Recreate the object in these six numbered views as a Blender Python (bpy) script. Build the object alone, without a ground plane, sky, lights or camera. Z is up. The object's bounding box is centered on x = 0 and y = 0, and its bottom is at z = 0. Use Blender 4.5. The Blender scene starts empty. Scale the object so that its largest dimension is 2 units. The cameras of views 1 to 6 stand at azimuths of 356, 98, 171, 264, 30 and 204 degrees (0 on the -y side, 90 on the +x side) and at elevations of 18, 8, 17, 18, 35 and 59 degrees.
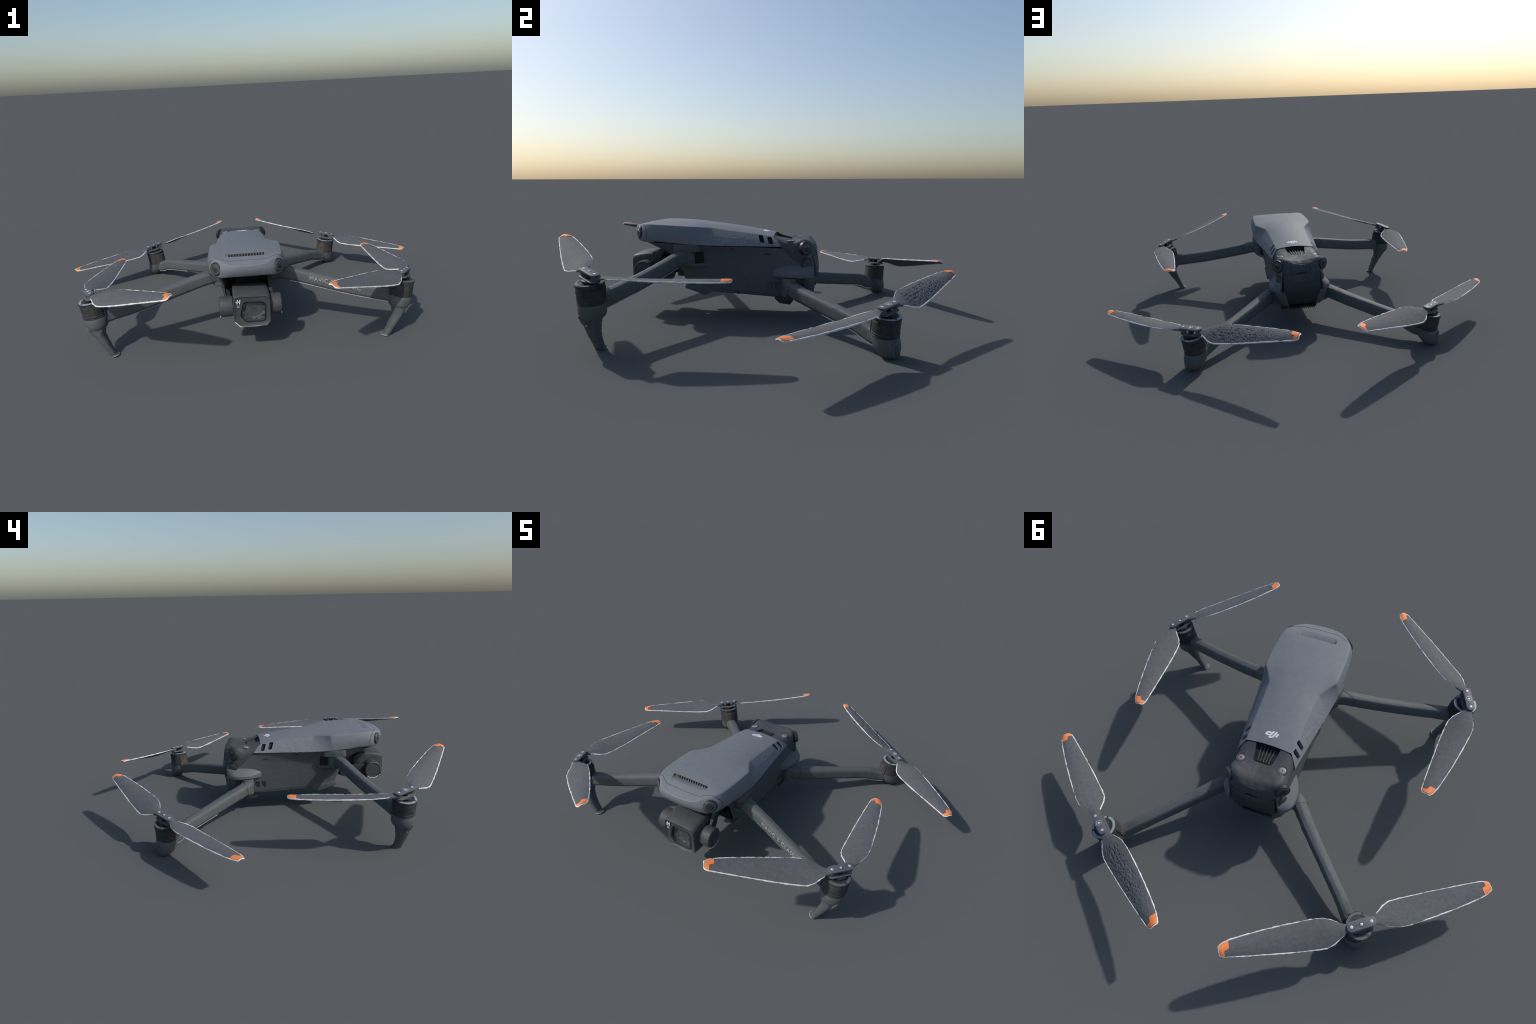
"""Folding camera quadcopter, built part by part (metres, z up, nose toward -y)."""
import bpy, bmesh, math, random
import numpy as np
from mathutils import Vector, Matrix, noise
from mathutils.bvhtree import BVHTree

random.seed(11)
V = np.array


def unit(v):
    v = np.asarray(v, float)
    return v / np.linalg.norm(v)


# ------------------------------------------------------------------ materials
def material(name, colour, rough=0.55, grain=0.10, scale=60.0, bump=0.0, bump_scale=180.0,
             metallic=0.0, coat=0.0, spec=0.3, blotch=0.0, blotch_scale=9.0, blotch_colour=None):
    m = bpy.data.materials.new(name)
    m.use_nodes = True
    nt = m.node_tree
    b = nt.nodes["Principled BSDF"]
    b.inputs["Roughness"].default_value = rough
    b.inputs["Metallic"].default_value = metallic
    b.inputs["Coat Weight"].default_value = coat
    b.inputs["Specular IOR Level"].default_value = spec
    tc = nt.nodes.new("ShaderNodeTexCoord")
    n1 = nt.nodes.new("ShaderNodeTexNoise")
    n1.inputs["Scale"].default_value = scale
    n1.inputs["Detail"].default_value = 5.0
    nt.links.new(tc.outputs["Object"], n1.inputs["Vector"])
    ramp = nt.nodes.new("ShaderNodeValToRGB")
    lo = [c * (1 - grain) for c in colour] + [1]
    hi = [min(1, c * (1 + grain)) for c in colour] + [1]
    ramp.color_ramp.elements[0].position = 0.3
    ramp.color_ramp.elements[1].position = 0.7
    ramp.color_ramp.elements[0].color = lo
    ramp.color_ramp.elements[1].color = hi
    nt.links.new(n1.outputs["Fac"], ramp.inputs["Fac"])
    out = ramp.outputs["Color"]
    if blotch > 0:
        n2 = nt.nodes.new("ShaderNodeTexNoise")
        n2.inputs["Scale"].default_value = blotch_scale
        n2.inputs["Detail"].default_value = 6.0
        n2.inputs["Roughness"].default_value = 0.65
        nt.links.new(tc.outputs["Object"], n2.inputs["Vector"])
        r2 = nt.nodes.new("ShaderNodeValToRGB")
        r2.color_ramp.elements[0].position = 0.52
        r2.color_ramp.elements[1].position = 0.70
        r2.color_ramp.elements[0].color = (0, 0, 0, 1)
        r2.color_ramp.elements[1].color = (blotch, blotch, blotch, 1)
        nt.links.new(n2.outputs["Fac"], r2.inputs["Fac"])
        mix = nt.nodes.new("ShaderNodeMix")
        mix.data_type = "RGBA"
        nt.links.new(r2.outputs["Color"], mix.inputs["Factor"])
        nt.links.new(out, mix.inputs["A"])
        mix.inputs["B"].default_value = list(blotch_colour) + [1]
        out = mix.outputs["Result"]
    nt.links.new(out, b.inputs["Base Color"])
    if bump > 0:
        n3 = nt.nodes.new("ShaderNodeTexNoise")
        n3.inputs["Scale"].default_value = bump_scale
        n3.inputs["Detail"].default_value = 4.0
        nt.links.new(tc.outputs["Object"], n3.inputs["Vector"])
        bp = nt.nodes.new("ShaderNodeBump")
        bp.inputs["Strength"].default_value = bump
        bp.inputs["Distance"].default_value = 0.002
        nt.links.new(n3.outputs["Fac"], bp.inputs["Height"])
        nt.links.new(bp.outputs["Normal"], b.inputs["Normal"])
    return m


GREY = material("shell_grey_plastic", (0.160, 0.173, 0.193), 0.6, 0.05, 40, 0.10, 260, blotch=0.25,
                blotch_scale=11, blotch_colour=(0.184, 0.196, 0.212))
ARMG = material("arm_grey_plastic", (0.094, 0.102, 0.107), 0.62, 0.07, 50, 0.15, 240, blotch=0.2,
                blotch_scale=14, blotch_colour=(0.108, 0.112, 0.112))
LOWG = material("hull_grey_plastic", (0.086, 0.093, 0.100), 0.62, 0.06, 45, 0.12, 240)
TAIL = material("tail_dark_plastic", (0.060, 0.063, 0.071), 0.6, 0.06, 30, 0.2, 160, blotch=0.4,
                blotch_scale=14, blotch_colour=(0.066, 0.068, 0.074))
BATT = material("battery_charcoal", (0.038, 0.042, 0.049), 0.55, 0.06, 60, 0.05, 200)
CAMG = material("camera_dark_grey", (0.058, 0.061, 0.067), 0.55, 0.10, 45, 0.2, 200)
MOTOR = material("motor_black", (0.040, 0.040, 0.043), 0.6, 0.3, 40, 0.4, 120, blotch=0.5, blotch_scale=26,
                 blotch_colour=(0.068, 0.064, 0.060))
HUBM = material("hub_charcoal", (0.105, 0.112, 0.126), 0.55, 0.10, 80, 0.1, 300)
BLADE = material("blade_grey", (0.102, 0.106, 0.116), 0.8, 0.12, 70, 0.5, 210, blotch=0.35, blotch_scale=17,
                 blotch_colour=(0.128, 0.126, 0.130))
ORANGE = material("tip_orange", (0.80, 0.235, 0.070), 0.55, 0.06, 50)
WHITE = material("pale_edge", (0.70, 0.68, 0.69), 0.6, 0.10, 90)
STRIP = material("pale_underside", (0.42, 0.43, 0.44), 0.6, 0.25, 60)
PRINT = material("print_white", (0.72, 0.73, 0.75), 0.6, 0.04, 90)
PRINT2 = material("print_silver", (0.36, 0.38, 0.40), 0.6, 0.05, 90)
PRINTB = material("print_blue", (0.30, 0.45, 0.60), 0.6, 0.05, 90)
BLACK = material("recess_black", (0.010, 0.010, 0.012), 0.6, 0.1, 60)
GROOVE = material("seam_dark", (0.028, 0.031, 0.036), 0.7, 0.1, 60)
FIN = material("fin_grey", (0.10, 0.10, 0.105), 0.5, 0.1, 60)
RIB = material("rib_grey", (0.16, 0.165, 0.17), 0.5, 0.1, 60)
LENSRING = material("lens_ring_black", (0.030, 0.033, 0.040), 0.4, 0.1, 60)
LENSRIM = material("lens_rim_grey", (0.065, 0.07, 0.08), 0.45, 0.08, 60)
GLASS = material("lens_glass", (0.030, 0.034, 0.033), 0.12, 0.2, 60, coat=0.6)
GLASSG = material("lens_glass_green", (0.045, 0.058, 0.044), 0.12, 0.2, 60, coat=0.6)
EYEP = material("top_lens_pink", (0.26, 0.20, 0.19), 0.3, 0.15, 80, coat=0.3)
EYEG = material("top_lens_green", (0.24, 0.27, 0.25), 0.3, 0.15, 80, coat=0.3)
RINGB = material("bell_ring_blue", (0.27, 0.34, 0.39), 0.5, 0.08, 60)
RIVET = material("rivet_pale", (0.55, 0.54, 0.54), 0.45, 0.06, 90, metallic=0.1)
LEDM = material("led_window_brown", (0.085, 0.070, 0.060), 0.35, 0.2, 60, coat=0.3)
YOKE = material("yoke_charcoal", (0.035, 0.036, 0.040), 0.6, 0.2, 60, 0.2, 120)
GUARD = material("guard_brown", (0.062, 0.056, 0.050), 0.65, 0.35, 45, 0.5, 130)
WINGM = material("shoulder_grey", (0.115, 0.125, 0.137), 0.6, 0.05, 45, 0.08, 240)
FACEP = material("lens_recess_grey", (0.055, 0.058, 0.058), 0.4, 0.35, 60, 0.6, 90, coat=0.2)

# ------------------------------------------------------------------ helpers
ROOT = bpy.data.objects.new("quadcopter_drone", None)
bpy.context.scene.collection.objects.link(ROOT)
ROOT["label"] = "grey folding camera quadcopter with orange-tipped propeller blades"
ROOT["category"] = "drone"

YAW = -0.0080


def yaw(p):
    """the hull sits a fraction of a degree off the world axes"""
    p = np.asarray(p, float)
    c, s = math.cos(YAW), math.sin(YAW)
    q = p.copy()
    q[..., 0] = c * p[..., 0] - s * p[..., 1]
    q[..., 1] = s * p[..., 0] + c * p[..., 1]
    return q


def new_object(name, me, mat=None, parent=ROOT, smooth=35.0):
    ob = bpy.data.objects.new(name, me)
    bpy.context.scene.collection.objects.link(ob)
    if mat is not None:
        me.materials.clear()
        me.materials.append(mat)
    ob.parent = parent
    if smooth is not None:
        me.polygons.foreach_set("use_smooth", [True] * len(me.polygons))
        me.set_sharp_from_angle(angle=math.radians(smooth))
    return ob


def mesh_data(verts, faces, recalc=True, name="part"):
    me = bpy.data.meshes.new(name)
    me.from_pydata([tuple(map(float, v)) for v in verts], [], faces)
    me.update()
    if recalc:
        bm = bmesh.new()
        bm.from_mesh(me)
        bmesh.ops.recalc_face_normals(bm, faces=bm.faces)
        bm.to_mesh(me)
        bm.free()
    return me


def baked(ob):
    """apply all modifiers of ob in place"""
    dg = bpy.context.evaluated_depsgraph_get()
    me = bpy.data.meshes.new_from_object(ob.evaluated_get(dg))
    old = ob.data
    ob.modifiers.clear()
    ob.data = me
    bpy.data.meshes.remove(old)
    return ob


def resmooth(ob, angle):
    ob.data.polygons.foreach_set("use_smooth", [True] * len(ob.data.polygons))
    ob.data.set_sharp_from_angle(angle=math.radians(angle))


def cage(name, rows, mat, level=3, creases=(), mirror=True, parent=ROOT, smooth=40, cap=()):
    """rows[i][j] control points of the right half -> mirrored, subdivided surface.
    creases: list of (test(i0,j0,i1,j1), value)"""
    n, k = len(rows), len(rows[0])
    verts = [p for r in rows for p in r]
    faces = [(i * k + j, i * k + j + 1, (i + 1) * k + j + 1, (i + 1) * k + j)
             for i in range(n - 1) for j in range(k - 1)]
    bm = bmesh.new()
    bv = [bm.verts.new(tuple(map(float, v))) for v in verts]
    for f in faces:
        try:
            bm.faces.new([bv[a] for a in f])
        except ValueError:
            pass
    cl = bm.edges.layers.float.new("crease_edge")
    bm.verts.index_update()
    for e in bm.edges:
        a, b = sorted(v.index for v in e.verts)
        i0, j0, i1, j1 = a // k, a % k, b // k, b % k
        for test, val in creases:
            if test(i0, j0, i1, j1):
                e[cl] = max(e[cl], val)
    if mirror:
        geom = bm.verts[:] + bm.edges[:] + bm.faces[:]
        dup = bmesh.ops.duplicate(bm, geom=geom)["geom"]
        for v in dup:
            if isinstance(v, bmesh.types.BMVert):
                v.co.x = -v.co.x
        bmesh.ops.reverse_faces(bm, faces=[f for f in dup if isinstance(f, bmesh.types.BMFace)])
    bmesh.ops.remove_doubles(bm, verts=bm.verts, dist=1e-5)
    for f in list(bm.faces):
        if f.calc_area() < 1e-10:
            bm.faces.remove(f)
    for loopset in cap:
        pass
    bmesh.ops.holes_fill(bm, edges=[e for e in bm.edges if e.is_boundary], sides=0)
    bmesh.ops.recalc_face_normals(bm, faces=bm.faces)
    me = bpy.data.meshes.new(name)
    bm.to_mesh(me)
    bm.free()
    ob = new_object(name, me, mat, parent, None)
    s = ob.modifiers.new("s", "SUBSURF")
    s.levels = s.render_levels = level
    baked(ob)
    resmooth(ob, smooth)
    return ob


def prism(poly, origin, u, v, w, depth, depth_back=0.0, bevel=0.0, segs=3):
    """solid from a 2-D polygon in the plane (origin,u,v), from -depth_back to +depth along w"""
    u, v, w, o = unit(u), unit(v), unit(w), V(origin, float)
    n = len(poly)
    base = [o + u * a + v * b - w * depth_back for a, b in poly]
    top = [p + w * (depth + depth_back) for p in base]
    faces = [tuple(range(n)), tuple(range(n, 2 * n))] + [(i, (i + 1) % n, n + (i + 1) % n, n + i) for i in range(n)]
    me = mesh_data(base + top, faces)
    if bevel > 0:
        bm = bmesh.new()
        bm.from_mesh(me)
        bmesh.ops.bevel(bm, geom=bm.edges[:], offset=bevel, segments=segs, profile=0.5, affect="EDGES",
                        clamp_overlap=True)
        bm.to_mesh(me)
        bm.free()
    return me


def round_poly(poly, r, n=5):
    """round the corners of a 2-D polygon"""
    out = []
    m = len(poly)
    for i in range(m):
        p0, p, p1 = V(poly[i - 1], float), V(poly[i], float), V(poly[(i + 1) % m], float)
        ri = r[i] if isinstance(r, (list, tuple)) else r
        a = p + unit(p0 - p) * min(ri, np.linalg.norm(p0 - p) * 0.49)
        b = p + unit(p1 - p) * min(ri, np.linalg.norm(p1 - p) * 0.49)
        for t in np.linspace(0, 1, n):
            out.append(tuple((1 - t) ** 2 * a + 2 * t * (1 - t) * p + t * t * b))
    return out


def frame_from(axis, hint=(0, 0, 1)):
    w = unit(axis)
    u = np.cross(hint, w)
    if np.linalg.norm(u) < 1e-4:
        u = np.cross((1, 0, 0), w)
    u = unit(u)
    return u, np.cross(w, u), w


def lathe(profile, origin, axis, n=48, closed_ends=True, wob=0.0, seed=0.0, hint=(0, 0, 1)):
    """profile: (radius, height along axis)"""
    u, v, w = frame_from(axis, hint)
    o = V(origin, float)
    verts, faces = [], []
    for (r, h) in profile:
        for k in range(n):
            a = 2 * math.pi * k / n
            rr = r
            if wob:
                rr += wob * noise.noise(Vector((math.cos(a) * 2.2 + seed, math.sin(a) * 2.2, h * 60)))
            verts.append(o + u * rr * math.cos(a) + v * rr * math.sin(a) + w * h)
    for i in range(len(profile) - 1):
        for k in range(n):
            k2 = (k + 1) % n
            faces.append((i * n + k, i * n + k2, (i + 1) * n + k2, (i + 1) * n + k))
    if closed_ends:
        faces.append(tuple(range(n)))
        faces.append(tuple(range((len(profile) - 1) * n, len(profile) * n)))
    return mesh_data(verts, faces)


def sweep(path, section, closed_path=False, up=(0, 0, 1), close_ends=True):
    """path: points; section(i, t) -> list of (a,b) in (side, up) axes"""
    P = [V(p, float) for p in path]
    n = len(P)
    verts, faces = [], []
    k = None
    for i in range(n):
        if closed_path:
            t = unit(P[(i + 1) % n] - P[i - 1])
        else:
            t = unit(P[min(i + 1, n - 1)] - P[max(i - 1, 0)])
        side = unit(np.cross(t, up))
        upv = np.cross(side, t)
        sec = section(i, i / (n - 1))
        k = len(sec)
        for a, b in sec:
            verts.append(P[i] + side * a + upv * b)
    for i in range(n if closed_path else n - 1):
        i2 = (i + 1) % n
        for j in range(k):
            j2 = (j + 1) % k
            faces.append((i * k + j, i * k + j2, i2 * k + j2, i2 * k + j))
    if not closed_path and close_ends:
        faces.append(tuple(range(k)))
        faces.append(tuple(range((n - 1) * k, n * k)))
    return mesh_data(verts, faces)


def ring_section(r, n=8, sq=1.0):
    return [(r * math.cos(2 * math.pi * k / n), sq * r * math.sin(2 * math.pi * k / n)) for k in range(n)]


def resample(path, n):
    P = V(path, float)
    d = np.r_[0, np.cumsum(np.linalg.norm(np.diff(P, axis=0), axis=1))]
    t = np.linspace(0, d[-1], n)
    return np.stack([np.interp(t, d, P[:, c]) for c in range(P.shape[1])], 1)


def smooth_curve(pts, n):
    """Catmull-Rom through control points"""
    P = V(pts, float)
    P = np.vstack([2 * P[0] - P[1], P, 2 * P[-1] - P[-2]])
    m = len(P) - 3
    out = []
    for q in np.linspace(0, m, n):
        i = min(int(q), m - 1)
        t = q - i
        a, b, c, d = P[i:i + 4]
        out.append(0.5 * (2 * b + (c - a) * t + (2 * a - 5 * b + 4 * c - d) * t * t + (3 * b - a - 3 * c + d) * t ** 3))
    return V(out)


def boolean(ob, cutters, op="DIFFERENCE"):
    for me in cutters:
        c = bpy.data.objects.new("cutter", me)
        bpy.context.scene.collection.objects.link(c)
        m = ob.modifiers.new("b", "BOOLEAN")
        m.operation = op
        m.object = c
        m.solver = "EXACT"
        baked(ob)
        bpy.data.objects.remove(c)
    return ob


def yaw_mesh(me):
    co = np.empty(len(me.vertices) * 3)
    me.vertices.foreach_get("co", co)
    co = yaw(co.reshape(-1, 3))
    me.vertices.foreach_set("co", co.ravel())
    me.update()
    return me


def hull_part(name, me, mat, parent=ROOT, smooth=35):
    return new_object(name, yaw_mesh(me), mat, parent, smooth)


def roughen(me, amp, scale, mask=None, seed=0.0, octaves=3):
    """push vertices along their normals by fractal noise"""
    for v in me.vertices:
        a = amp if mask is None else amp * mask(v.co)
        if a:
            p = v.co * scale + Vector((seed, seed * 0.7, 0))
            v.co += v.normal * a * noise.fractal(p, 1.0, 2.0, octaves)
    me.update()


def join_meshes(meshes):
    bm = bmesh.new()
    for me in meshes:
        bm.from_mesh(me)
    out = bpy.data.meshes.new("joined")
    bm.to_mesh(out)
    bm.free()
    return out


def clamp01(x):
    return max(0.0, min(1.0, x))


def bvh_of(ob):
    me = ob.data
    return BVHTree.FromPolygons([v.co[:] for v in me.vertices], [p.vertices[:] for p in me.polygons])


def drape_line(bvh, pts, direction, r=0.0011, lift=0.0, n=40, start=0.25):
    """dark bead lying in the surface along a curve (a panel seam)"""
    d = Vector(unit(direction))
    out = []
    for p in smooth_curve(pts, n):
        hit = bvh.ray_cast(Vector(p) - d * start, d)[0]
        if hit is not None:
            out.append(V(hit) - unit(direction) * lift)
    return sweep(out, lambda i, t: ring_section(r, 6), up=tuple(-unit(direction)) if abs(direction[2]) > .5 else (0, 0, 1))


# ------------------------------------------------------------------ canopy (upper shell)
def canopy_rows():
    # station: (lip, bottom edge, side mid, top edge, inner top, spine)
    st = [
        # rear, cut on a slant
        ((.110, .104, .342), (.132, .106, .345), (.121, .088, .367), (.100, .064, .388), (.055, .062, .396), (0, .062, .400)),
        ((.114, .070, .342), (.136, .072, .345), (.122, .052, .372), (.102, .030, .394), (.056, .020, .404), (0, .018, .409)),
        ((.120, -.05, .344), (.150, -.05, .347), (.130, -.06, .380), (.106, -.07, .408), (.060, -.08, .421), (0, -.09, .427)),
        ((.126, -.15, .345), (.163, -.15, .348), (.138, -.15, .386), (.110, -.16, .418), (.065, -.18, .435), (0, -.19, .441)),
        ((.130, -.225, .346), (.172, -.225, .349), (.145, -.222, .390), (.114, -.228, .427), (.070, -.26, .443), (0, -.27, .448)),
        ((.130, -.27, .347), (.177, -.27, .351), (.162, -.272, .394), (.134, -.266, .431), (.078, -.310, .449), (0, -.32, .452)),
        ((.130, -.315, .349), (.180, -.315, .353), (.179, -.318, .398), (.164, -.308, .436), (.085, -.360, .452), (0, -.365, .455)),
        ((.130, -.36, .350), (.181, -.36, .356), (.182, -.36, .400), (.168, -.345, .439), (.086, -.40, .454), (0, -.40, .456)),
        ((.130, -.44, .354), (.177, -.44, .362), (.182, -.44, .406), (.167, -.44, .443), (.086, -.45, .456), (0, -.45, .458)),
        ((.125, -.50, .356), (.171, -.510, .366), (.179, -.512, .408), (.162, -.520, .447), (.085, -.478, .456), (0, -.478, .458)),
        ((.115, -.52, .352), (.158, -.555, .360), (.173, -.556, .405), (.147, -.553, .447), (.078, -.50, .455), (0, -.497, .457)),
        ((.095, -.53, .354), (.120, -.592, .361), (.129, -.602, .405), (.110, -.590, .440), (.068, -.530, .453), (0, -.520, .455)),
        ((.075, -.53, .358), (.088, -.602, .369), (.088, -.622, .402), (.082, -.620, .428), (.050, -.545, .450), (0, -.540, .451)),
        ((0, -.53, .358), (0, -.608, .369), (0, -.628, .402), (0, -.627, .428), (0, -.575, .446), (0, -.545, .450)),
    ]
    return st


canopy = cage("canopy", canopy_rows(), GREY, level=4, creases=[
    (lambda i0, j0, i1, j1: j0 == j1 == 1 and i0 < 8, 0.85),
    (lambda i0, j0, i1, j1: j0 == j1 == 1 and i0 >= 8, 0.4),
    (lambda i0, j0, i1, j1: j0 == j1 == 3 and i0 < 6, 0.85),
    (lambda i0, j0, i1, j1: j0 == j1 == 3 and i0 >= 6, 0.62),
    (lambda i0, j0, i1, j1: i0 == i1 == 4 and j0 == 2, 0.5),
    (lambda i0, j0, i1, j1: i0 == i1 == 6 and j0 in (1, 2), 0.45),
    (lambda i0, j0, i1, j1: i0 == i1 == 0, 1.0),
], smooth=50)

# side vents, two slanted openings per side, and the air-scoop slot on the nose
cut, liners = [], []
for sx in (1, -1):
    for yc, zc, h in ((.010, .378, .042), (.051, .371, .040)):
        nrm = unit((sx * 0.86, 0, 0.50))
        upv = unit(V((-sx * 0.50, 0, 0.86)))
        fw = V((0, 1, 0))
        poly = round_poly([(-.0105 + .006, -h / 2), (.0105 + .006, -h / 2), (.0105 - .007, h / 2), (-.0105 - .007, h / 2)], .006)
        cut.append(prism(poly, (sx * .1155, yc, zc), fw, upv, nrm, .03, .016))
        liners.append(prism(poly, (sx * .1155, yc, zc), fw, upv, nrm, -.0105, .0150))
# scoop: steep wall at the back, floor ramping up to the front
sc, scf = [], []
for k, (x, f) in enumerate([(-.094, .30), (-.088, .75), (-.080, 1), (.080, 1), (.088, .75), (.094, .30)]):
    for (yy, zz) in [(-.512 - .048 * f, .475), (-.512 - .048 * f, .4505), (-.5135, .4520 - .0165 * f), (-.5095, .475)]:
        sc.append((x, yy, zz))
    if k:
        for j in range(4):
            scf.append((4 * k - 4 + j, 4 * k - 4 + (j + 1) % 4, 4 * k + (j + 1) % 4, 4 * k + j))
scf += [(0, 1, 2, 3), (20, 21, 22, 23)]
cut.append(mesh_data(sc, scf))
boolean(canopy, cut)
resmooth(canopy, 42)


def canopy_grain(co):
    side = clamp01((abs(co.x) - .112) / .012) * clamp01((.405 - co.z) / .02)
    return side * clamp01((.0 - co.y) / .05) * clamp01((co.y + .28) / .05)


bm = bmesh.new()
bm.from_mesh(canopy.data)
big = [e for e in bm.edges if e.calc_length() > .007 and abs(e.verts[0].co.x) > .1 and -.3 < e.verts[0].co.y < .02
       and e.verts[0].co.z < .42 and e.verts[0].co.z > .35]
bmesh.ops.subdivide_edges(bm, edges=big, cuts=4, use_grid_fill=True)
bm.to_mesh(canopy.data)
bm.free()
roughen(canopy.data, .0016, 135, canopy_grain)
resmooth(canopy, 42)
yaw_mesh(canopy.data)
canopy_bvh = bvh_of(canopy)
for me in liners:
    hull_part("vent_liner", me, BLACK, canopy)

# scoop grille: black backing and pale ribs
hull_part("scoop_grille", prism(round_poly([(-.079, -.0062), (.079, -.0062), (.083, .0062), (-.083, .0062)], .004),
                                (0, -.5128, .4415), (1, 0, 0), (0, .22, 1), (0, -1, .22), .0018, .002), BLACK, canopy)
for k in range(12):
    x = -.0715 + .013 * k
    hull_part("scoop_rib", prism([(-.0016, -.0055), (.0016, -.0055), (.0016, .0055), (-.0016, .0055)],
                                 (x, -.5150, .4415), (1, 0, 0), (0, .22, 1), (0, -1, .22), .0026, .0015), RIB, canopy)

# panel seams on the nose
seam = []
top_seam = resample([yaw(V(p)) for p in [(-.1655, -.536, .6), (-.156, -.546, .6), (-.130, -.556, .6), (-.086, -.5815, .6), (0, -.5855, .6), (.086, -.5815, .6),
                                         (.130, -.556, .6), (.156, -.546, .6), (.1655, -.536, .6)]], 40)
seam.append(drape_line(canopy_bvh, top_seam, (0, 0, -1), .0009, n=90))
for sx in (1, -1):
    seam.append(drape_line(canopy_bvh, [yaw(p) for p in [(sx * .3, -.540, .436), (sx * .3, -.532, .415), (sx * .3, -.528, .39), (sx * .3, -.531, .368)]],
                           (-sx, 0, 0), .0009, n=30))
new_object("panel_seam", join_meshes(seam), GROOVE, canopy)


# ------------------------------------------------------------------ lenses on the corners
def corner_lens(name, c, nrm, r, parent, glass, boss=GREY):
    c = yaw(V(c, float))
    n = yaw(unit(nrm))
    ring = new_object(name, lathe([(r * 1.10, -.014), (r * 1.10, .0005), (r * 1.04, .0025), (r * 1.0, .0025), (r * .98, -.001)], c, n, 48), LENSRING, parent)
    new_object("lens_rim", lathe([(r * .95, -.012), (r * .95, .0025), (r * .88, .0048), (r * .62, .0058), (r * .58, .0040)], c, n, 48), LENSRIM, ring)
    new_object("lens_glass", lathe([(r * .585, .002), (r * .585, .0056), (r * .40, .0070), (r * .15, .0078), (.0005, .008)], c, n, 40), glass, ring)
    new_object("lens_iris", lathe([(r * .30, .006), (r * .30, .0083), (r * .22, .0086), (r * .20, .0080)], c, n, 32), LENSRING, ring)
    return ring


for sx in (1, -1):
    corner_lens("front_lens", (sx * .1405, -.577, .405), (sx * .66, -.75, .06), .0275, canopy, GLASSG if sx < 0 else GLASS)


# ------------------------------------------------------------------ lower hull
def hull_rows():
    # rows: inner-top, shoulder, upper side, mid side, low side, bottom edge, bottom centre   (per y station)
    st = [
        ((.100, -.548, .357), (.146, -.540, .357), (.128, -.478, .326), (.115, -.414, .294), (.110, -.389, .235), (.102, -.359, .150), (.088, -.356, .146)),
        ((.095, -.50, .357), (.156, -.495, .357), (.145, -.440, .327), (.128, -.388, .272), (.119, -.355, .205), (.110, -.315, .134), (.085, -.31, .128)),
        ((.06, -.40, .356), (.150, -.40, .355), (.146, -.37, .320), (.133, -.32, .255), (.124, -.29, .195), (.115, -.262, .122), (.06, -.26, .112)),
        ((.05, -.26, .345), (.164, -.26, .3455), (.138, -.25, .305), (.130, -.22, .240), (.123, -.20, .180), (.114, -.18, .120), (.06, -.18, .106)),
        ((.05, -.10, .343), (.148, -.10, .3440), (.130, -.10, .300), (.124, -.08, .230), (.118, -.07, .170), (.111, -.06, .113), (.06, -.05, .098)),
        ((.05, .05, .341), (.132, .05, .3420), (.124, .05, .292), (.119, .06, .220), (.115, .07, .165), (.109, .08, .105), (.06, .09, .088)),
        ((.05, .15, .332), (.121, .15, .333), (.123, .15, .280), (.122, .16, .215), (.117, .165, .165), (.110, .17, .112), (.06, .18, .086)),
        ((.05, .22, .320), (.112, .225, .318), (.118, .232, .275), (.122, .232, .215), (.117, .225, .165), (.106, .215, .125), (.06, .21, .096)),
        ((.05, .24, .310), (.100, .245, .308), (.106, .258, .270), (.108, .260, .215), (.104, .250, .165), (.094, .235, .125), (.06, .225, .110)),
    ]
    return [(r + ((0, r[-1][1], r[-1][2]),)) for r in st]


hull = cage("lower_hull", hull_rows(), LOWG, level=3, creases=[
    (lambda i0, j0, i1, j1: j0 == j1 == 5, 0.7),
    (lambda i0, j0, i1, j1: i0 == i1 == 0, 0.9),
    (lambda i0, j0, i1, j1: i0 == i1 == 8, 0.8),
    (lambda i0, j0, i1, j1: j0 == j1 == 1, 0.6),
], smooth=45)
# gimbal bay cut out of the front; low side vents
bay = prism([(-.092, .08), (.092, .08), (.092, .350), (-.092, .350)], (0, -.33, 0), (1, 0, 0), (0, 0, 1), (0, -1, 0), .4, 0)
cut = [bay]
low_liner = []
for sx in (1, -1):
    for yc in (.050, .086):
        poly = round_poly([(-.0125, -.018), (.0125, -.018), (.0105, .018), (-.0145, .018)], .005)
        # recess: shallow at the front, deep at the rear edge
        cut.append(prism(poly, (sx * .1125, yc, .157), (sx * -.26, .965, 0), (0, 0, 1), (sx * .965, .26, 0), .03, .0065))
boolean(hull, cut)
resmooth(hull, 40)
roughen(hull.data, .0009, 90, lambda co: clamp01((co.z - .13) / .03) * clamp01((abs(co.x) - .1) / .01), 3.0)
yaw_mesh(hull.data)
hull_bvh = bvh_of(hull)

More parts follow.
